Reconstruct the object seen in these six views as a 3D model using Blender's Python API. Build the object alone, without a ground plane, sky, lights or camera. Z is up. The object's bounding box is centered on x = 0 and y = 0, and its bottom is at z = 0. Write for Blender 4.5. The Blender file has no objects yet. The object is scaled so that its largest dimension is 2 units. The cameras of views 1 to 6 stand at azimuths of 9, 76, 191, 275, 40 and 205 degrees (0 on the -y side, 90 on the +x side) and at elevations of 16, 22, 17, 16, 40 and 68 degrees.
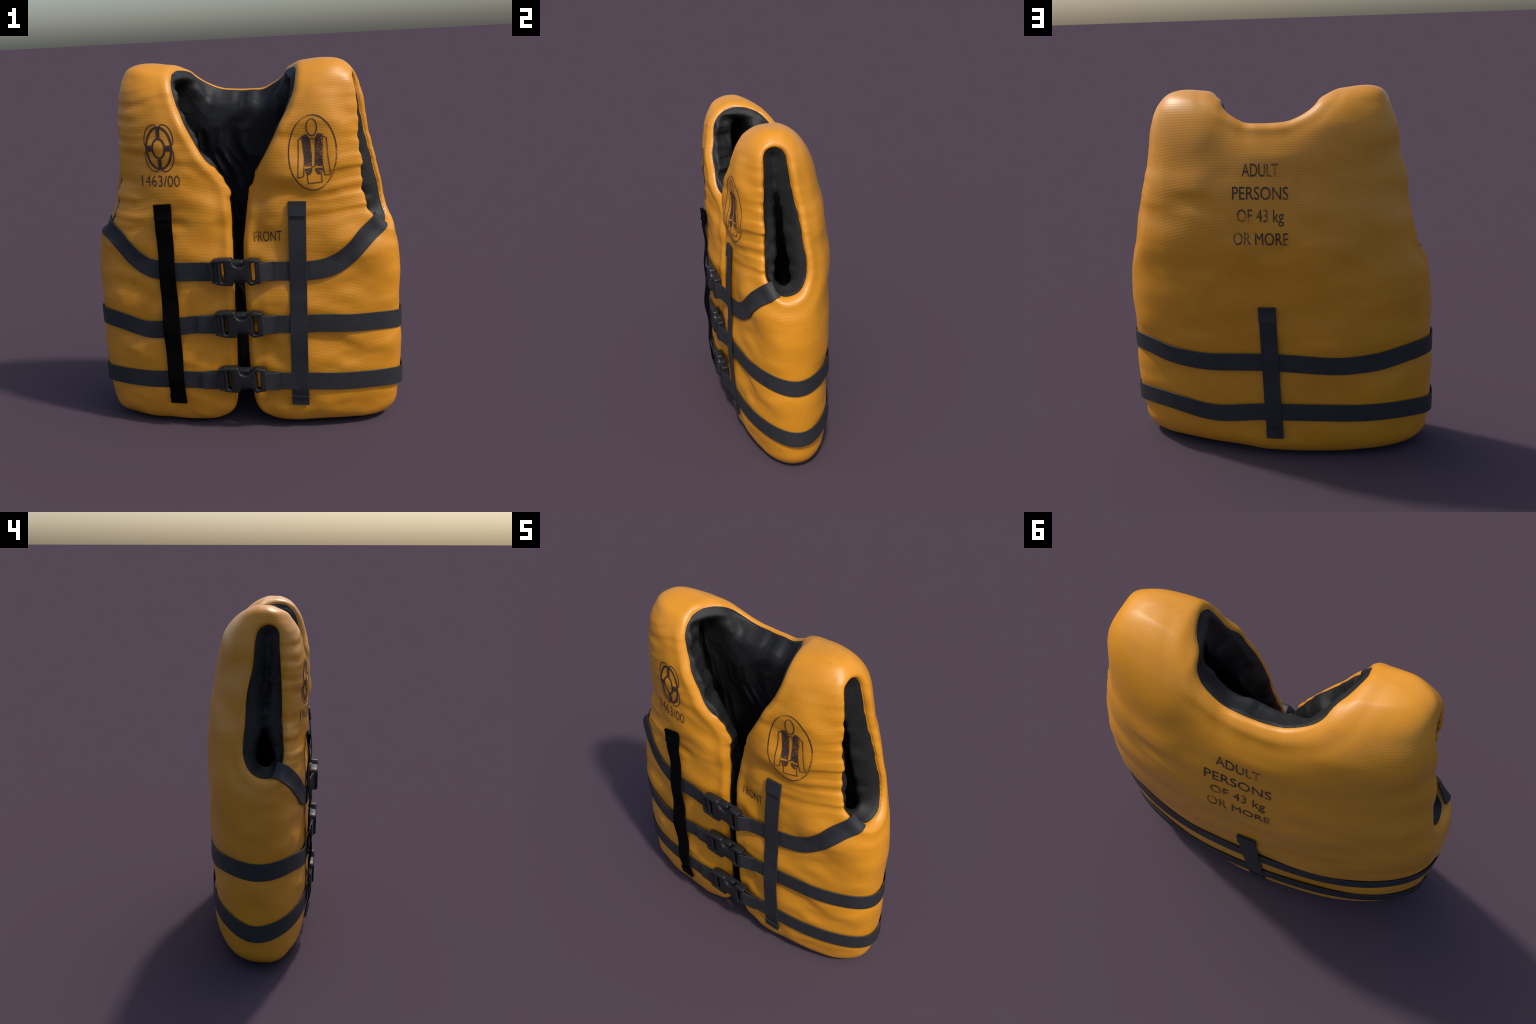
"""Adult buoyancy vest: padded orange shell, dark quilted lining, webbing straps,
three side-release buckles and printed marks.  The padded body is an implicit
surface (a rounded sack minus its cavity, neck, arm and hem openings) meshed with
surface nets; everything else lies on that surface."""
import bpy, bmesh, math
import numpy as np
from mathutils import Vector

rng = np.random.default_rng(7)
PI = math.pi

# ------------------------------------------------------------------ helpers
def smoothstep(a, b, x):
    t = np.clip((x - a) / (b - a), 0, 1)
    return t * t * (3 - 2 * t)

def smax(a, b, k):
    h = np.clip(0.5 + 0.5 * (a - b) / k, 0, 1)
    return b + (a - b) * h + k * h * (1 - h)

def smin(a, b, k):
    return -smax(-a, -b, k)

def spline_table(pts, lo, hi, n=1600):
    """Monotone-ish cubic through control points, returned as a dense lookup."""
    p = np.array(pts, float)
    x, y = p[:, 0], p[:, 1]
    h = np.diff(x)
    d = np.diff(y) / h
    m = np.zeros_like(y)
    m[1:-1] = np.where(d[:-1] * d[1:] > 0, 2 * d[:-1] * d[1:] / (d[:-1] + d[1:] + 1e-12), 0)
    m[0], m[-1] = d[0], d[-1]
    q = np.linspace(lo, hi, n)
    i = np.clip(np.searchsorted(x, q) - 1, 0, len(x) - 2)
    t = np.clip((q - x[i]) / h[i], 0, 1)
    v = ((1 + 2 * t) * (1 - t) ** 2 * y[i] + t * (1 - t) ** 2 * h[i] * m[i]
         + t * t * (3 - 2 * t) * y[i + 1] + t * t * (t - 1) * h[i] * m[i + 1])
    ker = np.hanning(41); ker /= ker.sum()
    v = np.convolve(np.pad(v, 20, mode='edge'), ker, 'valid')
    return lambda z: np.interp(z, q, v)

LAT = rng.random((32, 32, 32)) * 2 - 1
def vnoise(x, y, z):
    """Value noise on a wrapped random lattice, quintic interpolation."""
    out = 0
    xi, yi, zi = np.floor(x).astype(np.int64), np.floor(y).astype(np.int64), np.floor(z).astype(np.int64)
    fx, fy, fz = x - xi, y - yi, z - zi
    q = lambda t: t * t * t * (t * (6 * t - 15) + 10)
    fx, fy, fz = q(fx), q(fy), q(fz)
    for a in (0, 1):
        wa = fx if a else 1 - fx
        for b in (0, 1):
            wb = fy if b else 1 - fy
            for c in (0, 1):
                wc = fz if c else 1 - fz
                out = out + LAT[(xi + a) & 31, (yi + b) & 31, (zi + c) & 31] * wa * wb * wc
    return out

def catmull(pts, closed=True, sub=10):
    P = np.array(pts, float)
    n = len(P)
    out = []
    for i in range(n if closed else n - 1):
        if closed:
            a, b, c, d = P[(i - 1) % n], P[i], P[(i + 1) % n], P[(i + 2) % n]
        else:
            a, b, c, d = P[max(i - 1, 0)], P[i], P[i + 1], P[min(i + 2, n - 1)]
        for t in np.linspace(0, 1, sub, endpoint=False):
            out.append(0.5 * (2 * b + (c - a) * t + (2 * a - 5 * b + 4 * c - d) * t * t + (3 * b - a - 3 * c + d) * t ** 3))
    if not closed:
        out.append(P[-1])
    return np.array(out)

class Outline:
    """Signed distance to a closed 2D outline (negative inside), on a lookup grid."""
    def __init__(self, pts, lo, hi, step=0.008):
        self.lo, self.step = np.array(lo), step
        u = np.arange(lo[0], hi[0] + step, step)
        v = np.arange(lo[1], hi[1] + step, step)
        U, V = np.meshgrid(u, v, indexing='ij')
        Q = np.stack([U.ravel(), V.ravel()], 1)
        dist = np.full(len(Q), 9.0)
        inside = np.zeros(len(Q), bool)
        for a, b in zip(pts, np.roll(pts, -1, 0)):
            e = b - a
            L = e @ e
            if L < 1e-12:
                continue
            w = Q - a
            t = np.clip((w @ e) / L, 0, 1)
            dx, dy = w[:, 0] - t * e[0], w[:, 1] - t * e[1]
            dist = np.minimum(dist, dx * dx + dy * dy)
            if a[1] != b[1]:
                cross = ((a[1] > Q[:, 1]) != (b[1] > Q[:, 1])) & (Q[:, 0] < (b[0] - a[0]) * (Q[:, 1] - a[1]) / (b[1] - a[1]) + a[0])
                inside ^= cross
        g = (np.sqrt(dist) * np.where(inside, -1, 1)).reshape(U.shape)
        for _ in range(2):                                   # soften the medial creases
            g = np.pad(g, 1, mode='edge')
            g = (g[:-2] + 2 * g[1:-1] + g[2:]) / 4
            g = (g[:, :-2] + 2 * g[:, 1:-1] + g[:, 2:]) / 4
        self.g = g
    def __call__(self, u, v):
        a = np.clip((u - self.lo[0]) / self.step, 0, self.g.shape[0] - 1.001)
        b = np.clip((v - self.lo[1]) / self.step, 0, self.g.shape[1] - 1.001)
        i, j = a.astype(int), b.astype(int)
        s, t = a - i, b - j
        g = self.g
        return (g[i, j] * (1 - s) * (1 - t) + g[i + 1, j] * s * (1 - t) + g[i, j + 1] * (1 - s) * t + g[i + 1, j + 1] * s * t)

# ------------------------------------------------------------ body envelope
half_width = spline_table([(-.2, .78), (0, .805), (.13, .83), (.3, .85), (.45, .852), (.6, .842), (.75, .842), (.9, .832),
                           (1.05, .812), (1.15, .772), (1.25, .737), (1.4, .702), (1.5, .681), (1.7, .652), (1.83, .643),
                           (1.9, .627), (1.95, .597), (1.98, .58), (2.0, .56), (2.03, .50)], -.2, 2.03)
width_extra_back = spline_table([(-.2, 0), (.9, .0), (1.05, .006), (1.15, .028), (1.3, .048), (1.5, .042), (1.7, .027), (1.85, .008), (1.95, 0), (2.03, 0)], -.2, 2.03)
depth_back = spline_table([(-.2, .27), (0, .30), (.13, .314), (.3, .324), (.6, .334), (.9, .346), (1.15, .352), (1.3, .35),
                           (1.45, .335), (1.65, .302), (1.8, .26), (1.87, .225), (1.935, .175), (1.975, .125), (2.0, .09), (2.03, .06)], -.2, 2.03)
depth_front = spline_table([(-.2, .225), (0, .24), (.13, .254), (.3, .264), (.6, .265), (.9, .257), (1.1, .252), (1.35, .248), (1.65, .243),
                            (1.8, .229), (1.87, .208), (1.935, .173), (1.975, .135), (2.0, .09), (2.03, .06)], -.2, 2.03)
cavity_width = spline_table([(-.2, .70), (.3, .70), (.9, .68), (1.2, .63), (1.5, .585), (1.8, .54), (1.88, .50), (1.95, .40)], -.2, 2.03)
cavity_back = spline_table([(-.2, .16), (.4, .18), (1.0, .18), (1.3, .15), (1.5, .112), (1.7, .084), (1.85, .058), (1.95, .02)], -.2, 2.03)
cavity_front = spline_table([(-.2, .10), (.4, .10), (1.0, .09), (1.4, .085), (1.7, .075), (1.85, .055), (1.95, .02)], -.2, 2.03)
Y_MID, Y_CAVITY = -0.03, -0.03

def lean(x, z):
    """The vest stands slightly twisted: one side a little further back."""
    return x * .010

def sack_ratio(x, y, z):
    y = y - Y_MID - lean(x, z)
    w = half_width(z) + width_extra_back(z) * smoothstep(-.05, .07, y)
    twist = 1 + .085 * np.clip(x / .55, -.35, 1) * np.clip(np.abs(x / .55), 0, 1) * np.exp(-((z - 1.5) / .28) ** 2)
    d = np.where(y > 0, depth_back(z) * twist, depth_front(z))
    e = np.where(y > 0, 2.1 + .2 * smoothstep(.4, 1.1, z) + .5 * smoothstep(1.6, 1.9, z), 2.45 + .55 * smoothstep(1.4, 1.85, z))
    return (np.abs(x / w) ** e + np.abs(y / d) ** e + 1e-9) ** (1 / e)

def cavity(x, y, z):
    """Approximate signed distance to the hollow inside."""
    w = cavity_width(z)
    y = y - Y_CAVITY - lean(x, z)
    d = np.where(y > 0, cavity_back(z), cavity_front(z))
    r = np.sqrt((x / w) ** 2 + (y / d) ** 2 + 1e-9)
    g = np.sqrt((x / w ** 2) ** 2 + (y / d ** 2) ** 2) / r
    return smax((r - 1) / np.clip(g, 1.2, 60), z - 1.885, .04)

def sack(x, y, z):
    """Approximate signed distance to the smooth outer envelope."""
    e = 2e-3
    r = sack_ratio(x, y, z)
    gx = (sack_ratio(x + e, y, z) - r) / e
    gy = (sack_ratio(x, y + e, z) - r) / e
    gz = (sack_ratio(x, y, z + e) - r) / e
    g = np.sqrt(gx * gx + gy * gy + gz * gz)
    d = (r - 1) / np.clip(g, 1.1, 30)
    top = 1.995 - np.where(np.abs(x) < .43, .4, .7) * (np.abs(x) - .43) ** 2           # crown of the shoulder straps
    return smax(d, z - top, .05)

# ----------------------------------------------------------------- openings
neck_front = Outline(catmull([
    (-.30, 2.3), (-.30, 2.0), (-.292, 1.90), (-.272, 1.80), (-.218, 1.667), (-.143, 1.526), (-.066, 1.426), (-.030, 1.34),
    (-.016, 1.195), (-.016, 1.0), (-.018, .7), (-.026, .37), (-.034, .2), (-.062, .07), (-.17, -.12),
    (.18, -.12), (.072, .07), (.04, .2), (.030, .35), (.028, .7), (.024, 1.0), (.044, 1.17), (.068, 1.31), (.108, 1.435), (.182, 1.558),
    (.257, 1.705), (.308, 1.82), (.318, 1.91), (.315, 2.0), (.31, 2.3)]), (-1, -.25), (1, 2.3))
neck_back = Outline(catmull([
    (-.31, 2.3), (-.295, 2.03), (-.25, 1.96), (-.222, 1.925), (-.172, 1.892), (-.1, 1.862), (0, 1.854), (.1, 1.859), (.172, 1.889),
    (.218, 1.925), (.242, 1.96), (.30, 2.03), (.31, 2.3)]), (-1, -.25), (1, 2.3))
arm_hole = Outline(catmull([
    (-.057, 1.893), (-.012, 1.862), (.004, 1.76), (.018, 1.65), (.036, 1.55), (.047, 1.40), (.056, 1.29), (.046, 1.21), (.006, 1.15),
    (-.05, 1.125), (-.105, 1.135), (-.143, 1.2), (-.14, 1.31), (-.133, 1.42), (-.13, 1.55), (-.122, 1.69), (-.112, 1.82), (-.1, 1.875)]),
    (-.6, .8), (.6, 2.3))

STRAP_FRONT = {'upper': .922, 'middle': .63, 'lower': .298}
SEAM = 0.03            # how deep on the rim the orange cloth meets the lining

def strap_height(name, x, y):
    """Centre height of a belt round the body."""
    back = smoothstep(.0, .25, y)
    side = np.exp(-((y + .02) / .13) ** 2) * smoothstep(.55, .8, np.abs(x))
    if name == 'middle':
        zf = .628 - .045 * np.exp(-((x + .5) / .16) ** 2) - .01 * smoothstep(.45, .6, x)
        zb = .588 - .02 * np.exp(-((np.abs(x) - .38) / .2) ** 2) + .02 * smoothstep(.55, .75, np.abs(x))
        zs = np.where(x > 0, .582, .612)
    else:
        zf = .297 - .012 * smoothstep(.3, .6, np.abs(x))
        zb = .292 - .035 * np.exp(-((x - .33) / .2) ** 2) - .012 * smoothstep(.2, .6, -x)
        zs = .247
    z = zf * (1 - back) + zb * back
    return z * (1 - side) + zs * side

def seam_depth(x, y, z):
    """How far the orange cloth turns in before it meets the lining."""
    return SEAM + .010 * smoothstep(0, .08, y) * smoothstep(1.6, 1.75, z) * (1 - smoothstep(.28, .4, np.abs(x)))

def fields(x, y, z):
    """All pieces of the implicit body at the given points."""
    base = sack(x, y, z)
    depth = np.clip(-base, 0, .3)
    s = smoothstep(-.13, .07, y)
    hn = neck_front(x + .012, z) * (1 - s) + neck_back(x, z) * s
    ha = smax(arm_hole(y - lean(x, z), z) + .092 * smoothstep(.02, .115, depth) * (.35 + .65 * smoothstep(1.15, 1.32, z)), .40 - np.abs(x), .03)
    hole = smin(hn, ha, .03)
    ax = np.sign(x) * 7.3
    front = 1 - smoothstep(-.18, .02, y)
    # soft cushions and creases of the outer cloth
    wx = .06 * vnoise(x * 4 + 1.3, y * 2, z * 4 + 7.7)
    wz = .05 * vnoise(x * 4 + 8.3, y * 2, z * 4 + 2.7)
    fold = vnoise((x + wx) * 5 + ax, y * 2 + 9.1, (z + wz) * 6.8 + np.abs(x) * 3 + 4.2)
    crease = vnoise((x + wx) * 7 + ax + 5, y * 2 + 3.3, (z + wz) * 14 - np.abs(x) * 5 + 1.1)
    lump = (.008 * vnoise(x * 3.4 + 3.1, y * 4, z * 6.0 + 1.7)
            + front * (.015 * fold + .003 * crease)
            + (1 - front) * .005 * vnoise((x + wx) * 5 + 11.2, y * 6, (z + wz) * 9)
            + .0025 * front * vnoise(x * 10 + 11.2, y * 8, z * 17))
    lump = lump + (1 - front) * (.014 * np.exp(-((x + .68) / .12) ** 2 - ((z - 1.0) / .12) ** 2) - .014 * np.exp(-((x - .2) / .13) ** 2 - ((z - 1.66) / .15) ** 2))
    pad = lambda px, pz, rx, rz: np.exp(-((x - px) / rx) ** 2 - ((z - pz) / rz) ** 2)
    lump = lump + front * (.018 * pad(-.56, 1.52, .12, .2) + .014 * pad(.56, 1.1, .12, .12) + .008 * pad(.52, 1.5, .1, .15) - .012 * pad(-.28, 1.72, .1, .15))
    # gathers that run square to the edges of the openings
    near_a = np.exp(-np.clip(ha, 0, 9) / .07) * (.25 + .75 * front)
    near_n = np.exp(-np.clip(hn, 0, 9) / .05)
    patchy = smoothstep(-.5, .5, vnoise(x * 2 + ax + 1, y * 2, z * 7 + 3.9))
    gather = vnoise(x * 3 + ax, y * 3, (z + wz * .8) * 27 + 5.5) * near_a * .017 * (.3 + .7 * patchy)
    gather = gather + near_n * (.003 + .003 * s) * ((1 - s) * vnoise(x * 5 + ax, y * 4, (z + wz) * 15 + 8) + s * vnoise((x + wx) * 17 + 2.7, y * 4, z * 4 + 8))
    # belts pull the padding in; the cushions swell between them
    press = 0
    for nm in ('middle', 'lower'):
        zb = strap_height(nm, x, y)
        press = press + np.exp(-((z - zb) / .062) ** 2)
    zt = .922 + .02 * smoothstep(.42, .5, np.abs(x)) + .75 * np.clip(np.abs(x) - .5, 0, .3)
    press = press + np.exp(-((z - zt) / .06) ** 2) * front * (1 - smoothstep(.7, .78, np.abs(x)))
    press = np.clip(press, 0, 1)
    # rolled lip round the openings
    lip = .003 * np.exp(-((hole - .03) / .02) ** 2) - .003 * np.exp(-((hole - .08) / .03) ** 2)
    # the front pads thin out towards the neckline and the zip edge
    low = 1 - smoothstep(1.7, 1.9, z)
    thin = front * low * (.016 * np.exp(-np.clip(hn, 0, 9) / .04) + (.028 + .028 * np.exp(-((z - 1.28) / .2) ** 2)) * np.exp(-(x / .17) ** 2))
    thin = thin + (1 - front) * .028 * np.exp(-np.clip(hn, 0, 9) / .14) * smoothstep(1.5, 1.75, z) * np.exp(-(x / .3) ** 4)
    thin = thin + .032 * np.exp(-np.clip(hn, 0, 9) / .075) * smoothstep(1.68, 1.84, z) * (1 - smoothstep(-.15, -.04, y))
    outer = base - (lump + gather) * (1 - .7 * press) + .006 * press - .004 - lip + thin
    ridge = 1 - 2 * np.abs(vnoise((x + wx) * 10 + 5.1, y * 4, (z + wz) * 3 + 3.3))
    quilt = .012 * ridge + .009 * vnoise(x * 8 + 2.1, y * 6, z * 6 + 1.3) + .006 * (1 - 2 * np.abs(vnoise((x + wx) * 20, y * 9, (z + wz) * 7)))
    inner = -cavity(x, y, z) - quilt
    return base, outer, inner, hn, ha, hole

def body(x, y, z):
    base, outer, inner, hn, ha, hole = fields(x, y, z)
    deep = smoothstep(-.045, -.085, base)
    s = smoothstep(-.05, .1, y)
    rim_pucker = deep * (.020 * (1 - s) * (.25 + .75 * smoothstep(1.1, 1.35, z)) * (vnoise(x * 6, y * 6 + 7.7, z * 18) + .25 * vnoise(x * 12, y * 12 + 1.7, z * 34)) + .010 * s * vnoise(x * 17 + 1.1, y * 4 + 2.7, z * 4))
    groove = .005 * np.exp(-((outer + seam_depth(x, y, z)) / .007) ** 2)
    near_arm = smoothstep(.06, -.02, ha - hn)
    slope = (1 - near_arm) * (.14 - .12 * (1 - smoothstep(1.15, 1.35, z)) + .5 * s) * np.clip(-base - SEAM, 0, .25)      # neckline rim falls away inward
    puff = .010 * deep * (1 - s) * smoothstep(1.15, 1.3, z) * (1 - smoothstep(.06, .14, -base))   # lining swells past the orange edge
    wall = -hole + groove - rim_pucker + slope - puff
    a = smax(outer, wall, .05 + .03 * smoothstep(1.75, 1.95, z))
    b = smax(inner, wall, .06)
    f = np.maximum(a, b)
    return smax(f, -z + .012 * vnoise(x * 4, y * 5, x * 0 + 3), .13)

# ------------------------------------------------------------- surface nets
def surface_nets(func, lo, hi, step):
    ax = [np.arange(l, h + step, step) for l, h in zip(lo, hi)]
    nx, ny, nz = map(len, ax)
    F = np.empty((nx, ny, nz), np.float32)
    Y, Z = np.meshgrid(ax[1], ax[2], indexing='ij')
    for i0 in range(0, nx, 12):
        xs = ax[0][i0:i0 + 12]
        X = np.broadcast_to(xs[:, None, None], (len(xs), ny, nz))
        F[i0:i0 + 12] = func(X, np.broadcast_to(Y, X.shape), np.broadcast_to(Z, X.shape))
    S = F < 0
    corners = [(a, b, c) for a in (0, 1) for b in (0, 1) for c in (0, 1)]
    sl = lambda A, a, b, c: A[a:nx - 1 + a, b:ny - 1 + b, c:nz - 1 + c]
    cnt = sum(sl(S, *c).astype(np.int8) for c in corners)
    cells = np.argwhere((cnt > 0) & (cnt < 8))
    index = np.full((nx - 1, ny - 1, nz - 1), -1, np.int64)
    index[tuple(cells.T)] = np.arange(len(cells))
    acc = np.zeros((len(cells), 3)); num = np.zeros(len(cells))
    for c in corners:
        for k in range(3):
            if c[k]:
                continue
            d = list(c); d[k] = 1
            fa = F[cells[:, 0] + c[0], cells[:, 1] + c[1], cells[:, 2] + c[2]]
            fb = F[cells[:, 0] + d[0], cells[:, 1] + d[1], cells[:, 2] + d[2]]
            m = (fa < 0) != (fb < 0)
            t = np.where(m, fa / np.where(m, fa - fb, 1), 0)
            p = np.array(c, float)[None] + np.eye(3)[k][None] * t[:, None]
            acc += p * m[:, None]; num += m
    V = (cells + acc / num[:, None]) * step + np.array(lo)
    quads = []
    for k in range(3):
        d = [0, 0, 0]; d[k] = 1
        A = S[:nx - d[0], :ny - d[1], :nz - d[2]]
        B = S[d[0]:, d[1]:, d[2]:]
        e = np.argwhere(A != B)
        u, v = (k + 1) % 3, (k + 2) % 3
        ok = (e[:, u] > 0) & (e[:, v] > 0)
        e = e[ok]
        inside = A[tuple(e.T)]
        def at(du, dv):
            q = e.copy(); q[:, u] -= du; q[:, v] -= dv
            return index[tuple(q.T)]
        q = np.stack([at(1, 1), at(0, 1), at(0, 0), at(1, 0)], 1)
        q[~inside] = q[~inside][:, ::-1]
        quads.append(q)
    return V, np.concatenate(quads)

def gradient(func, P, e=1.5e-3):
    x, y, z = P.T
    return np.stack([(func(x + e, y, z) - func(x - e, y, z)), (func(x, y + e, z) - func(x, y - e, z)), (func(x, y, z + e) - func(x, y, z - e))], 1) / (2 * e)

def pull_to_surface(func, P, times=2, limit=.004):
    for _ in range(times):
        g = gradient(func, P)
        f = func(*P.T)
        step = f[:, None] * g / np.maximum((g * g).sum(1), .25)[:, None]
        n = np.linalg.norm(step, axis=1, keepdims=True)
        P = P - step * np.minimum(1, limit / np.maximum(n, 1e-9))
    return P

# ----------------------------------------------------------- object helpers
def add_object(name, me, parent, mat=None, kind=None):
    ob = bpy.data.objects.new(name, me)
    bpy.context.scene.collection.objects.link(ob)
    ob.parent = parent
    if mat is not None:
        me.materials.clear()
        me.materials.append(mat)
    if kind:
        ob["kind"] = kind
    return ob

def smooth_all(me):
    me.polygons.foreach_set('use_smooth', np.ones(len(me.polygons), bool))

# ---------------------------------------------------------------- materials
class Nodes:
    def __init__(self, name):
        self.m = bpy.data.materials.new(name)
        self.m.use_nodes = True
        self.t = self.m.node_tree
        self.b = self.t.nodes['Principled BSDF']
    def n(self, kind, **kw):
        nd = self.t.nodes.new(kind)
        ins = kw.pop('ins', {})
        for k, v in kw.items():
            setattr(nd, k, v)
        for k, v in ins.items():
            if isinstance(v, bpy.types.NodeSocket):
                self.t.links.new(v, nd.inputs[k])
            else:
                nd.inputs[k].default_value = v
        return nd
    def link(self, a, b):
        self.t.links.new(a, b)
    def math(self, op, a, b=None, c=None, clamp=False):
        nd = self.n('ShaderNodeMath', operation=op, use_clamp=clamp)
        for i, v in enumerate((a, b, c)):
            if v is None:
                continue
            if isinstance(v, bpy.types.NodeSocket):
                self.link(v, nd.inputs[i])
            else:
                nd.inputs[i].default_value = v
        return nd.outputs[0]
    def ramp(self, fac, stops):
        nd = self.n('ShaderNodeValToRGB', ins={'Fac': fac})
        el = nd.color_ramp.elements
        while len(el) < len(stops):
            el.new(.5)
        for e, (p, c) in zip(el, stops):
            e.position = p
            e.color = c if len(c) == 4 else (*c, 1)
        return nd.outputs['Color']
    def mix(self, fac, a, b, mode='MIX'):
        nd = self.n('ShaderNodeMix', data_type='RGBA', blend_type=mode)
        for s, v in ((nd.inputs[0], fac), (nd.inputs[6], a), (nd.inputs[7], b)):
            if isinstance(v, bpy.types.NodeSocket):
                self.link(v, s)
            else:
                s.default_value = v if not isinstance(v, tuple) or len(v) == 4 else (*v, 1)
        return nd.outputs[2]
    def noise(self, vec, scale, detail=2, rough=.5, stretch=None):
        if stretch is not None:
            vec = self.n('ShaderNodeMapping', ins={'Vector': vec, 'Scale': stretch}).outputs[0]
        return self.n('ShaderNodeTexNoise', ins={'Vector': vec, 'Scale': scale, 'Detail': detail, 'Roughness': rough}).outputs['Fac']
    def weave(self, vec, pitch):
        """Height of a plain weave, laid on along the three axes and blended by facing."""
        sep = self.n('ShaderNodeSeparateXYZ', ins={'Vector': vec})
        geo = self.n('ShaderNodeNewGeometry')
        nrm = self.n('ShaderNodeSeparateXYZ', ins={'Vector': geo.outputs['Normal']})
        k = 2 * PI / pitch
        sn = [self.math('SINE', self.math('MULTIPLY', sep.outputs[i], k)) for i in range(3)]
        sn2 = self.math('SINE', self.math('MULTIPLY', sep.outputs[2], k * 1.0))
        w = [self.math('POWER', self.math('ABSOLUTE', nrm.outputs[i]), 2.0) for i in range(3)]
        # rows run level on the upright faces, with a fainter beat along each row
        rows = [self.math('MULTIPLY', sn2, self.math('MULTIPLY_ADD', sn[i], .35, .65)) for i in (1, 0)]
        a = self.math('MULTIPLY', rows[0], w[0])
        b = self.math('MULTIPLY', rows[1], w[1])
        c = self.math('MULTIPLY', self.math('MULTIPLY', sn[0], sn[1]), w[2])
        return self.math('ADD', self.math('ADD', a, b), c)
    def bump(self, height, strength, dist):
        nd = self.n('ShaderNodeBump', ins={'Height': height, 'Strength': strength, 'Distance': dist})
        self.link(nd.outputs[0], self.b.inputs['Normal'])
    def set(self, **kw):
        for k, v in kw.items():
            s = self.b.inputs[k.replace('_', ' ')]
            if isinstance(v, bpy.types.NodeSocket):
                self.link(v, s)
            else:
                s.default_value = v if not (isinstance(v, tuple) and len(v) == 3 and s.type == 'RGBA') else (*v, 1)

ORANGE = (.71, .282, .015)
def orange_colour(N, vec):
    """Dyed cloth with faint fading, rub marks and small stains."""
    fade = N.noise(vec, 3.2, 4, .6)
    col = N.ramp(fade, [(.3, tuple(c * .93 for c in ORANGE)), (.7, tuple(min(1, c * 1.05) for c in ORANGE))])
    spots = N.noise(vec, 26, 3, .65, (1, 1, .8))
    where = N.noise(vec, 2.7, 2, .5)
    m = N.math('MULTIPLY', N.ramp(spots, [(.63, (0, 0, 0)), (.72, (1, 1, 1))]), N.ramp(where, [(.45, (0, 0, 0)), (.65, (1, 1, 1))]))
    col = N.mix(N.math('MULTIPLY', m, .38), col, (.33, .12, .022))
    streak = N.noise(vec, 20, 3, .6, (4, 4, .45))
    where2 = N.noise(vec, 1.9, 1, .5, (1, 1, 1.4))
    m2 = N.math('MULTIPLY', N.ramp(streak, [(.56, (0, 0, 0)), (.72, (1, 1, 1))]), N.ramp(where2, [(.52, (0, 0, 0)), (.7, (1, 1, 1))]))
    return N.mix(N.math('MULTIPLY', m2, .25), col, (.40, .15, .025))

def mat_orange():
    N = Nodes('orange_cloth')
    vec = N.n('ShaderNodeTexCoord').outputs['Object']
    N.set(Base_Color=orange_colour(N, vec), Roughness=.39, Specular_IOR_Level=.5)
    N.bump(N.weave(vec, .0076), .20, .0010)
    return N.m

def mat_ink(name, dark, start):
    N = Nodes(name)
    vec = N.n('ShaderNodeTexCoord').outputs['Object']
    big = N.noise(vec, 7, 2, .5)
    fine = N.noise(vec, 140, 3, .7)
    wear = N.math('ADD', N.math('MULTIPLY', big, .65), N.math('MULTIPLY', fine, .5))
    m = N.ramp(wear, [(start, (0, 0, 0)), (start + .1, (.8, .8, .8))])
    N.set(Base_Color=N.mix(m, dark, ORANGE), Roughness=.6, Specular_IOR_Level=.3)
    N.bump(N.weave(vec, .0076), .18, .0010)
    return N.m

def mat_lining():
    N = Nodes('lining_cloth')
    vec = N.n('ShaderNodeTexCoord').outputs['Object']
    col = N.ramp(N.noise(vec, 9, 3, .6), [(.3, (.0075, .0075, .0077)), (.7, (.012, .012, .0122))])
    N.set(Base_Color=col, Roughness=.6, Specular_IOR_Level=.4)
    N.bump(N.weave(vec, .009), .16, .0010)
    return N.m

def mat_webbing(name, a, b, spec, rough=.6):
    N = Nodes(name)
    vec = N.n('ShaderNodeTexCoord').outputs['Object']
    col = N.ramp(N.noise(vec, 14, 4, .6), [(.3, a), (.7, b)])
    N.set(Base_Color=col, Roughness=rough, Specular_IOR_Level=spec)
    g = N.math('ADD', N.weave(vec, .005), N.math('MULTIPLY', N.noise(vec, 260, 2, .6), 1.5))
    N.bump(g, .3, .0008)
    return N.m

def mat_plastic():
    N = Nodes('black_plastic')
    vec = N.n('ShaderNodeTexCoord').outputs['Object']
    col = N.ramp(N.noise(vec, 20, 3, .6), [(.3, (.010, .010, .011)), (.7, (.015, .015, .016))])
    N.set(Base_Color=col, Roughness=.42, Specular_IOR_Level=.45)
    N.bump(N.noise(vec, 300, 2, .5), .06, .0006)
    return N.m

M_ORANGE, M_INK, M_LINING, M_PLASTIC = mat_orange(), mat_ink('worn_ink', (.062, .034, .027), .62), mat_lining(), mat_plastic()
M_FADED = mat_ink('faded_ink', (.10, .045, .022), .58)
M_WEB = mat_webbing('grey_webbing', (.020, .021, .024), (.028, .029, .033), .4)
M_BLACK = mat_webbing('black_webbing', (.0012, .0012, .0012), (.002, .002, .002), .06, .75)

# --------------------------------------------------------------------- body
vest = bpy.data.objects.new('life_jacket', None)
bpy.context.scene.collection.objects.link(vest)
vest["label"] = "padded orange adult life jacket with grey webbing and buckles"
vest["category"] = "life jacket"

STEP = .0075
V, Q = surface_nets(body, (-.93, -.36, -.03), (.93, .40, 2.06), STEP)
V = pull_to_surface(body, V, 2)

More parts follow.
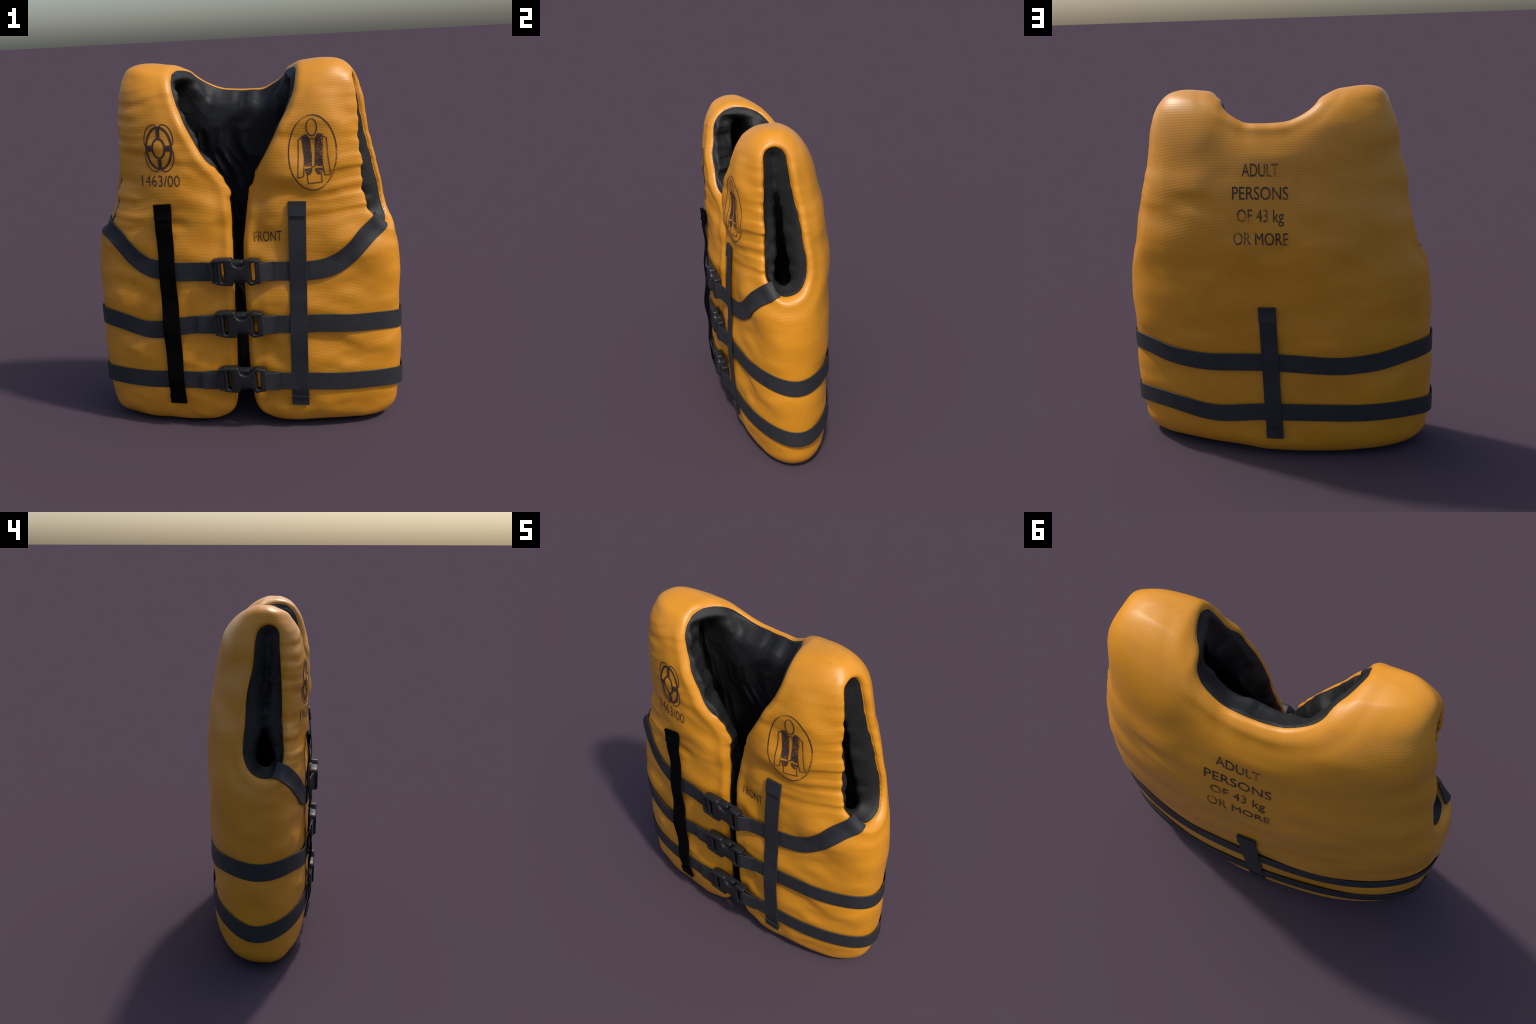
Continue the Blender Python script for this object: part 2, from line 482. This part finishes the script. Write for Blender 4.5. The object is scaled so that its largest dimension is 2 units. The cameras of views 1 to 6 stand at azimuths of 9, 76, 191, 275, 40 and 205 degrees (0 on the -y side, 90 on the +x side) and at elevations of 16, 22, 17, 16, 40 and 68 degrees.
# split into orange shell and lining along one clean seam line
def seam_value(x, y, z):
    return fields(x, y, z)[1] + seam_depth(x, y, z)
sv = seam_value(*V.T)
# under the hem the orange cloth turns in a little
face_s = sv[Q].mean(1)
is_shell = face_s > 0
touch_a = np.zeros(len(V), bool); touch_b = np.zeros(len(V), bool)
touch_a[Q[is_shell].ravel()] = True
touch_b[Q[~is_shell].ravel()] = True
edge = np.where(touch_a & touch_b)[0]
P = V[edge]
for _ in range(3):
    gs = gradient(seam_value, P); gf = gradient(body, P)
    gf /= np.maximum(np.linalg.norm(gf, axis=1, keepdims=True), 1e-6)
    gt = gs - gf * (gs * gf).sum(1, keepdims=True)
    st = seam_value(*P.T)[:, None] * gt / np.maximum((gt * gt).sum(1), .3)[:, None]
    n = np.linalg.norm(st, axis=1, keepdims=True)
    P = P - st * np.minimum(1, .004 / np.maximum(n, 1e-9))
    P = pull_to_surface(body, P, 1)
V[edge] = P
NRM = gradient(body, V, 2.5e-3)
NRM /= np.maximum(np.linalg.norm(NRM, axis=1, keepdims=True), 1e-6)

def region(name, faces, mat):
    used, inv = np.unique(faces.ravel(), return_inverse=True)
    me = bpy.data.meshes.new(name)
    me.from_pydata(V[used].tolist(), [], inv.reshape(-1, 4).tolist())
    smooth_all(me)
    me.validate()
    me.normals_split_custom_set_from_vertices(NRM[used].tolist())
    return add_object(name, me, vest, mat)

region('shell', Q[is_shell], M_ORANGE)
region('lining', Q[~is_shell], M_LINING)

# ----------------------------------------------------- finding the surface
def sheet_y(x, z, func, offset=0., front=True):
    """y of the front (or back) of the body at x, z."""
    x, z = np.broadcast_arrays(np.asarray(x, float), np.asarray(z, float))
    sh = x.shape
    x, z = x.ravel(), z.ravel()
    ys = np.linspace(-.42, .06, 97) if front else np.linspace(.46, -.06, 97)
    F = func(np.repeat(x[:, None], 97, 1), np.repeat(ys[None], len(x), 0), np.repeat(z[:, None], 97, 1)) - offset
    neg = F < 0
    i = np.clip(np.where(neg.any(1), neg.argmax(1), 96), 1, 96)
    r = np.arange(len(x))
    a, b = F[r, i - 1], F[r, i]
    t = np.where(neg.any(1), np.clip(a / np.where(a - b == 0, 1, a - b), 0, 1), 1)
    return (ys[i - 1] + (ys[i] - ys[i - 1]) * t).reshape(sh)

def ribbon(name, C, side, normal, width, thick, mat, parent=None, clear=False):
    """Webbing: a flat rounded band along the centre line C."""
    C, side, normal = map(np.asarray, (C, side, normal))
    n = len(C)
    w = np.broadcast_to(width, (n,))
    prof = [(-.5, 0), (-.5 + .02, .5), (-.25, .5), (0, .5), (.25, .5), (.5 - .02, .5), (.5, 0), (.5 - .02, -.5), (.25, -.5), (0, -.5), (-.25, -.5), (-.5 + .02, -.5)]
    m = len(prof)
    verts = np.empty((n, m, 3))
    for j, (a, b) in enumerate(prof):
        verts[:, j] = C + side * (w * a)[:, None] + normal * (b * thick)
    if clear:                                               # keep the band on top of the padding
        flat = verts.reshape(-1, 3)
        need = np.tile([.003 + thick * (b + .5) for a, b in prof], n)
        for _ in range(3):
            f = body(*flat.T)
            g = unit(gradient(body, flat))
            flat = flat + g * np.clip(need - f, 0, .012)[:, None]
        verts = flat.reshape(n, m, 3)
    faces = []
    for i in range(n - 1):
        for j in range(m):
            k = (j + 1) % m
            faces.append((i * m + j, i * m + k, (i + 1) * m + k, (i + 1) * m + j))
    faces.append(tuple(range(m)))
    faces.append(tuple((n - 1) * m + j for j in reversed(range(m))))
    me = bpy.data.meshes.new(name)
    me.from_pydata(verts.reshape(-1, 3).tolist(), [], faces)
    bm = bmesh.new(); bm.from_mesh(me)
    bmesh.ops.recalc_face_normals(bm, faces=bm.faces)
    for f in bm.faces:
        f.smooth = len(f.verts) == 4
    for e in bm.edges:
        if len(e.link_faces) == 2 and e.calc_face_angle(0) > .9:
            e.smooth = False
    bm.to_mesh(me); bm.free()
    return add_object(name, me, parent or vest, mat)

def resample(P, step):
    d = np.r_[0, np.cumsum(np.linalg.norm(np.diff(P, axis=0), axis=1))]
    q = np.linspace(0, d[-1], max(3, int(d[-1] / step)))
    return np.stack([np.interp(q, d, P[:, i]) for i in range(3)], 1)

def blur(A, times):
    A = np.array(A, float)
    for _ in range(times):
        B = A.copy()
        B[1:-1] = (A[:-2] + 2 * A[1:-1] + A[2:]) / 4
        A = B
    return A

def unit(A):
    return A / np.maximum(np.linalg.norm(A, axis=-1, keepdims=True), 1e-9)

WEB_W, WEB_T = .100, .006
BUCKLES = {'upper': (-.008, .927, -.338), 'middle': (-.008, .632, -.334), 'lower': (-.008, .307, -.328)}

def belt(name):
    """A belt round the whole body, open at the buckle."""
    th = np.linspace(.0, 2 * PI, 721)
    dx, dy = np.sin(th), -np.cos(th)
    dx = dx * 3.0
    L = np.hypot(dx, dy); dx, dy = dx / L, dy / L
    R = np.full(len(th), .5)
    z = np.full(len(th), STRAP_FRONT[name])
    for _ in range(3):
        best = np.zeros(len(th))
        for dz in (-.035, 0, .035):
            lo, hi = np.full(len(th), .1), np.full(len(th), 1.1)
            for _ in range(26):
                mid = (lo + hi) / 2
                f = sack(mid * dx, Y_MID + mid * dy, z + dz) - .010
                lo = np.where(f < 0, mid, lo); hi = np.where(f < 0, hi, mid)
            best = np.maximum(best, lo)
        R = best
        z = strap_height(name, R * dx, Y_MID + R * dy)
    C = np.stack([R * dx, Y_MID + R * dy, z], 1)
    bx, bz, by = BUCKLES[name]
    # bring the ends up to the buckle bars
    for sgn, x0 in ((1, bx + .118), (-1, bx - .125)):
        sel = (C[:, 1] < 0) & (C[:, 0] * sgn > 0)
        t = 1 - smoothstep(abs(x0), abs(x0) + .12, np.abs(C[:, 0]))
        t = np.where(sel, t, 0)
        C[:, 1] = C[:, 1] * (1 - t) + (by + .028) * t
        C[:, 2] = C[:, 2] * (1 - t) + bz * t
    keep = ~((C[:, 1] < 0) & (C[:, 0] < bx + .118) & (C[:, 0] > bx - .125))
    C = C[keep]
    # th starts at the front centre, so the kept run is one open piece
    C = resample(C, .012)
    C = blur(C, 6)
    T = unit(np.gradient(C, axis=0))
    up = np.tile([0, 0, 1.], (len(C), 1))
    side = unit(up - T * (up * T).sum(1, keepdims=True))
    nrm = unit(np.cross(T, side))
    return ribbon('belt', C, side, nrm, WEB_W, WEB_T, M_WEB)

belt('middle')
belt('lower')

def chest_strap(sgn):
    """Upper strap from the buckle across the chest to the foot of the arm hole."""
    bx, bz, by = BUCKLES['upper']
    x0 = .118 + bx if sgn > 0 else .125 - bx
    pts = catmull([(x0, .927), (.24, .921), (.36, .919), (.47, .932), (.55, .972), (.63, 1.045), (.66, 1.078)], False, 12)
    x, z = pts[:, 0] * sgn, pts[:, 1]
    y = sheet_y(x, z, sack, .008)
    t = 1 - smoothstep(x0, x0 + .12, np.abs(x))
    y = y * (1 - t) + (by + .028) * t
    end = np.array([(.695 * sgn, -.15, 1.115), (.722 * sgn, -.118, 1.142)])        # over the arm hole's lower front lip
    end = pull_to_surface(lambda a, b, c: sack(a, b, c) - .008, end, 8, .02)
    tuck = end[-1] + np.array([(.001 * sgn, .022, .009)])
    C = blur(resample(np.concatenate([np.stack([x, y, z], 1), end, tuck]), .012), 5)
    T = unit(np.gradient(C, axis=0))
    g = unit(gradient(sack, C))
    flat = np.array([0, -1., 0])
    w = smoothstep(.2, .4, np.abs(C[:, 0]))[:, None]
    nrm = unit(g * w + flat * (1 - w))
    nrm = unit(nrm - T * (nrm * T).sum(1, keepdims=True))
    side = np.cross(nrm, T)
    return ribbon('chest_strap', C, side, nrm, WEB_W + .004, WEB_T, M_WEB, clear=True)

chest_strap(1)
chest_strap(-1)

def upright(name, mat, zs, xs, front, slack, fold_top, fold_low, twist=0.):
    """Vertical webbing stitched over the belts, with folded ends."""
    z = np.linspace(zs[0], zs[1], 120)
    x = np.interp(z, [zs[1], zs[0]], [xs[1], xs[0]])
    sg = -1 if front else 1
    ys = [sheet_y(x + d, z, body, .0, front) for d in (-.04, 0, .04)]
    y = ys[0]
    for q in ys[1:]:
        y = np.minimum(y, q) if front else np.maximum(y, q)
    base = sheet_y(x, z, sack, .014, front)
    free = smoothstep(.02, .14, np.minimum(zs[0] - z, z - zs[1]))          # the ends are stitched flat
    snug = y + sg * .005
    y = snug + free * ((np.minimum(snug, base) if front else np.maximum(snug, base)) - snug)
    y = blur(y, 8) + sg * slack(z) * (.25 + .75 * free)
    C = np.stack([x, y, z], 1)
    T = unit(np.gradient(C, axis=0))
    side = np.tile([1., 0, 0], (len(C), 1))
    side = unit(side - T * (side * T).sum(1, keepdims=True))
    nrm = unit(np.cross(side, T))
    nrm *= np.sign((nrm[:, 1] * sg).mean())
    tw = (twist * np.sin((z - zs[1]) * 9 + .6))[:, None]
    side, nrm = side * np.cos(tw) + nrm * np.sin(tw), nrm * np.cos(tw) - side * np.sin(tw)
    ob = ribbon(name, C, side, nrm, .092, WEB_T, mat)
    for a, b in ((zs[0], zs[0] - fold_top), (zs[1] + fold_low, zs[1])):
        sel = (z <= a + 1e-6) & (z >= b - 1e-6)
        ribbon('folded_end', C[sel] + nrm[sel] * (WEB_T + .003), side[sel], nrm[sel], .094, WEB_T, mat, parent=ob)
    return ob

upright('upright_strap', M_WEB, (1.288, .152), (.322, .305), True, lambda z: .002 + .004 * np.sin(z * 14), .085, .06)
upright('upright_strap', M_BLACK, (1.288, .152), (-.389, -.381), True,
        lambda z: .001 + .014 * np.sin((z - .15) * 10.5) ** 2, .09, .06, twist=.12)
upright('upright_strap', M_WEB, (.905, .128), (.0, -.014), False, lambda z: .001 + .003 * np.sin(z * 13) ** 2, .08, .065)

# -------------------------------------------------------------------- buckles
def filled_plate(name, loops, depth, bevel, res=3):
    """Flat moulding from 2D outlines (later loops are windows), rounded edges."""
    cu = bpy.data.curves.new(name, 'CURVE')
    cu.dimensions = '2D'
    cu.fill_mode = 'BOTH'
    cu.extrude = depth / 2 - bevel
    cu.bevel_depth = bevel
    cu.bevel_resolution = res
    cu.offset = -bevel
    for pts in loops:
        sp = cu.splines.new('POLY')
        sp.points.add(len(pts) - 1)
        for p, (a, b) in zip(sp.points, pts):
            p.co = (a, b, 0, 1)
        sp.use_cyclic_u = True
    tmp = bpy.data.objects.new(name, cu)
    bpy.context.scene.collection.objects.link(tmp)
    dg = bpy.context.evaluated_depsgraph_get()
    me = bpy.data.meshes.new_from_object(tmp.evaluated_get(dg))
    bpy.data.objects.remove(tmp); bpy.data.curves.remove(cu)
    bm = bmesh.new(); bm.from_mesh(me)
    bmesh.ops.remove_doubles(bm, verts=bm.verts, dist=1e-5)
    for v in bm.verts:                                      # stand upright: plate x,z ; depth along y
        v.co = Vector((v.co.x, -v.co.z, v.co.y))
    for f in bm.faces:
        f.smooth = True
    for e in bm.edges:
        if len(e.link_faces) == 2 and e.calc_face_angle(0) > .75:
            e.smooth = False
    bm.to_mesh(me); bm.free()
    me.name = name
    return me

def rounded(pts, r=.004, n=4):
    """Polygon with rounded corners."""
    out = []
    P = [np.array(p, float) for p in pts]
    for i, p in enumerate(P):
        a, b = P[i - 1] - p, P[(i + 1) % len(P)] - p
        la, lb = np.linalg.norm(a), np.linalg.norm(b)
        k = min(r, la * .45, lb * .45)
        s, e = p + a / la * k, p + b / lb * k
        for t in np.linspace(0, 1, n):
            out.append(tuple((1 - t) ** 2 * s + 2 * t * (1 - t) * p + t * t * e))
    return out

K = .000219
def plan(pts):
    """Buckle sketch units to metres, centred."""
    return [((a - 860) * K, (620 - b) * K) for a, b in pts]

socket_outline = rounded(plan([(245, 400), (262, 345), (320, 305), (420, 285), (560, 278), (745, 278), (775, 310), (795, 395), (840, 465), (900, 485),
                               (1000, 485), (1060, 440), (1130, 360), (1195, 280), (1225, 280), (1440, 315), (1455, 350), (1465, 620), (1465, 880), (1440, 905), (1220, 958), (1190, 945),
                               (1110, 870), (1040, 835), (860, 825), (815, 850), (795, 920), (770, 962), (560, 958), (400, 935), (295, 885), (275, 840)]), .004)
win_slot = rounded(plan([(300, 400), (388, 400), (402, 845), (318, 845)]), .003)
win_left = rounded(plan([(484, 395), (560, 395), (575, 858), (508, 858)]), .003)
win_right = rounded(plan([(1215, 392), (1338, 392), (1355, 855), (1235, 855)]), .003)
ME_FRAME = filled_plate('frame', [socket_outline, win_slot, win_left, win_right], .050, .011)
ME_BACK = filled_plate('clasp', [rounded(plan([(600, 330), (1180, 345), (1190, 890), (600, 905)]), .006)], .020, .004)
ME_BUTTON = filled_plate('release_button', [rounded(plan([(690, 350), (1015, 350), (1040, 400), (1010, 470), (900, 520), (690, 520)]), .006)], .038, .011)
ME_BUTTON_LOW = filled_plate('release_button', [rounded(plan([(690, 790), (900, 790), (1040, 815), (1060, 850), (990, 900), (690, 905)]), .006)], .038, .011)
ME_RIB = filled_plate('rib', [rounded([(-.0035, -.052), (.0035, -.052), (.0035, .052), (-.0035, .052)], .002)], .012, .003)

for nm, (bx, bz, by) in BUCKLES.items():
    bk = bpy.data.objects.new('buckle', None)
    bk.empty_display_size = .05
    bpy.context.scene.collection.objects.link(bk)
    bk.parent = vest
    bk.location = (bx, by + .025, bz)
    add_object('frame', ME_FRAME, bk, M_PLASTIC)
    for n2, me, dy in (('clasp', ME_BACK, .020), ('release_button', ME_BUTTON, .012), ('release_button', ME_BUTTON_LOW, .012)):
        o = add_object(n2, me, bk, M_PLASTIC)
        o.location = (0, dy, 0)
    # webbing that loops round the bars, stitched back on the belt
    for sgn, xa, xb in ((1, .112, .205), (-1, -.098, -.19 if nm == 'upper' else -.225)):
        xs = np.linspace(xa, xb, 26)
        t = smoothstep(abs(xa), abs(xa) + .085, np.abs(xs))
        zc = np.full(26, bz)
        if nm == 'upper':
            ysurf = sheet_y(xs + bx, zc, sack, .006)
        else:
            zc = bz * (1 - t) + strap_height(nm, xs + bx, np.full(26, -.26)) * t
            ysurf = sheet_y(xs + bx, zc, sack, .008)
        y0 = by + .003 if sgn > 0 else by + .010
        y = y0 * (1 - t) + (ysurf - WEB_T - .004) * t
        C = np.stack([xs + bx, y, zc], 1)
        # fold round the bar and back
        if sgn > 0:
            arc = [(xa + bx - .008 * math.sin(a), y0 + .011 - .011 * math.cos(a), bz) for a in np.linspace(PI, .2, 9)]
            C = np.concatenate([np.array(arc), C])
        T = unit(np.gradient(C, axis=0))
        side = np.tile([0, 0, 1.], (len(C), 1))
        side = unit(side - T * (side * T).sum(1, keepdims=True))
        nrm = unit(np.cross(side, T)) * (1 if sgn > 0 else -1)
        ribbon('belt_loop', C - np.array(bk.location), side, nrm, .101, WEB_T, M_WEB, parent=bk)

# --------------------------------------------------------------- printed marks
def lay_on_cloth(name, me, front=True, lift=.0016, step=.012, mat=None):
    """Drapes flat artwork (x, z) over the cloth as a thin film of ink."""
    bm = bmesh.new(); bm.from_mesh(me)
    bmesh.ops.remove_doubles(bm, verts=bm.verts, dist=1e-5)
    bmesh.ops.triangulate(bm, faces=bm.faces)
    for _ in range(4):
        long_e = [e for e in bm.edges if e.calc_length() > step]
        if not long_e:
            break
        bmesh.ops.subdivide_edges(bm, edges=long_e, cuts=1, use_grid_fill=False)
        bmesh.ops.triangulate(bm, faces=bm.faces)
    bm.verts.ensure_lookup_table()
    xz = np.array([(v.co.x, v.co.z) for v in bm.verts])
    y = sheet_y(xz[:, 0], xz[:, 1], body, 0, front)
    pts = np.stack([xz[:, 0], y, xz[:, 1]], 1)
    pts = pull_to_surface(lambda a, b, c: body(a, b, c) - lift, pts, 2)
    for v, p in zip(bm.verts, pts):
        v.co = p
    for f in bm.faces:
        f.smooth = True
    bmesh.ops.recalc_face_normals(bm, faces=bm.faces)
    bm.normal_update()
    if sum(f.normal.y for f in bm.faces) * (-1 if front else 1) < 0:
        bmesh.ops.reverse_faces(bm, faces=bm.faces)
    bm.to_mesh(me); bm.free()
    me.name = name
    return add_object(name, me, vest, mat or M_INK)

def lettering(text, cx, cz, width, height, front=True, slope=0., mat=None):
    cu = bpy.data.curves.new('lettering', 'FONT')
    cu.body = text
    cu.align_x = 'CENTER'
    cu.size = 1
    cu.resolution_u = 4
    cu.offset = 0
    tmp = bpy.data.objects.new('lettering', cu)
    bpy.context.scene.collection.objects.link(tmp)
    dg = bpy.context.evaluated_depsgraph_get()
    me = bpy.data.meshes.new_from_object(tmp.evaluated_get(dg))
    bpy.data.objects.remove(tmp); bpy.data.curves.remove(cu)
    co = np.array([v.co for v in me.vertices])
    x0, x1 = co[:, 0].min(), co[:, 0].max()
    cap = .73                                              # capital height of the built-in font at size 1
    sg = 1 if front else -1
    for v in me.vertices:
        a = (v.co.x - (x0 + x1) / 2) / (x1 - x0) * width
        b = v.co.y / cap * height - height / 2
        v.co = (cx + sg * a, 0, cz + b + slope * a)
    return lay_on_cloth('lettering', me, front, mat=mat)

def flat_mesh(polys):
    """polys: list of (outer ring, inner ring or None) in x, z; rings pair up into bands."""
    verts, faces = [], []
    for out, inn in polys:
        o = len(verts)
        if inn is None:
            verts += [(a, 0, b) for a, b in out]
            faces.append(tuple(range(o, o + len(out))))
        else:
            n = len(out)
            verts += [(a, 0, b) for a, b in out] + [(a, 0, b) for a, b in inn]
            for i in range(n):
                j = (i + 1) % n
                faces.append((o + i, o + j, o + n + j, o + n + i))
    me = bpy.data.meshes.new('print')
    me.from_pydata(verts, [], faces)
    return me

def ring(cx, cz, rx, rz, w, n=56, tilt=0.):
    t = np.linspace(0, 2 * PI, n, endpoint=False)
    def el(a, b):
        p, q = a * np.cos(t), b * np.sin(t)
        return list(zip(cx + p * math.cos(tilt) - q * math.sin(tilt), cz + p * math.sin(tilt) + q * math.cos(tilt)))
    return el(rx, rz), el(rx - w, rz - w)

def stroke(pts, w):
    """Open polyline of even width as quads."""
    out = []
    for a, b in zip(pts[:-1], pts[1:]):
        a, b = np.array(a), np.array(b)
        d = (b - a) / np.linalg.norm(b - a)
        n = np.array([-d[1], d[0]]) * w / 2
        a, b = a - d * w / 2, b + d * w / 2
        out.append(([tuple(a + n), tuple(b + n), tuple(b - n), tuple(a - n)], None))
    return out

def life_ring_mark(cx, cz):
    polys = [ring(cx, cz, .075, .113, .012), ring(cx, cz, .039, .055, .0105)]
    for px, pz, w, h in ((0, .08, .020, .048), (0, -.08, .020, .048), (.056, 0, .032, .030), (-.056, 0, .032, .030)):
        polys.append(([(cx + px - w / 2, cz + pz - h / 2), (cx + px + w / 2, cz + pz - h / 2), (cx + px + w / 2, cz + pz + h / 2), (cx + px - w / 2, cz + pz + h / 2)], None))
    for sx in (-1, 1):                                    # the grab line, four loops
        for sz in (-1, 1):
            t = np.linspace(-.15, PI / 2 + .15, 22)
            path = [(cx + sx * (.024 + .056 * math.cos(a)), cz + sz * (.036 + .085 * math.sin(a))) for a in t]
            path = [(cx + sx * .072, cz + sz * .012)] + path + [(cx + sx * .012, cz + sz * .108)]
            L = np.array(path)
            d = unit(np.gradient(L, axis=0))
            nn = np.stack([-d[:, 1], d[:, 0]], 1) * .0026
            A, B = L + nn, L - nn
            for i in range(len(L) - 1):
                polys.append(([tuple(A[i]), tuple(A[i + 1]), tuple(B[i + 1]), tuple(B[i])], None))
    return lay_on_cloth('life_ring_mark', flat_mesh(polys))

def wearer_mark(cx, cz):
    """A figure in a vest inside an oval."""
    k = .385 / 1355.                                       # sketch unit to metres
    kx = .246 / 885.
    S = lambda pts: [(cx + (a - 590) * kx, cz + (770 - b) * k) for a, b in pts]
    polys = [ring(cx, cz, .123, .1925, .0055, 72)]
    hc = S([(582, 318)])[0]
    polys.append(ring(hc[0], hc[1], 103 * kx, 160 * k, .0055, 40))
    for shape in ([(392, 470), (485, 435), (545, 520), (560, 640), (578, 840), (575, 1000), (428, 1005), (432, 850), (408, 640)],
                  [(690, 425), (785, 440), (785, 640), (768, 840), (778, 1005), (620, 998), (632, 840), (638, 640), (635, 520)],
                  [(440, 1045), (582, 1025), (578, 1090), (545, 1150), (500, 1160), (460, 1110)],
                  [(620, 1035), (770, 1042), (762, 1110), (730, 1155), (680, 1150), (640, 1100)]):
        polys.append((S(shape), None))
    w = .0045
    for line in ([(395, 490), (335, 535), (330, 850), (318, 1195), (425, 1180), (430, 1010)],
                 [(785, 480), (845, 510), (870, 850), (912, 1165), (805, 1170), (778, 1005)],
                 [(488, 1150), (500, 1310), (750, 1298), (742, 1140)],
                 [(540, 525), (640, 525)], [(575, 1010), (620, 1010)]):
        polys += stroke(S(line), w)
    return lay_on_cloth('wearer_mark', flat_mesh(polys))

life_ring_mark(-.385, 1.580)
wearer_mark(.408, 1.533)
lettering('1463/00', -.390, 1.412, .215, .062, mat=M_FADED)
lettering('FRONT', .160, 1.104, .150, .058, slope=.06)
for txt, zz, ww in (('ADULT', 1.622, .186), ('PERSONS', 1.508, .286), ('OF 43 kg', 1.395, .240), ('OR MORE', 1.277, .284)):
    lettering(txt, .018, zz, ww, .068, front=False)
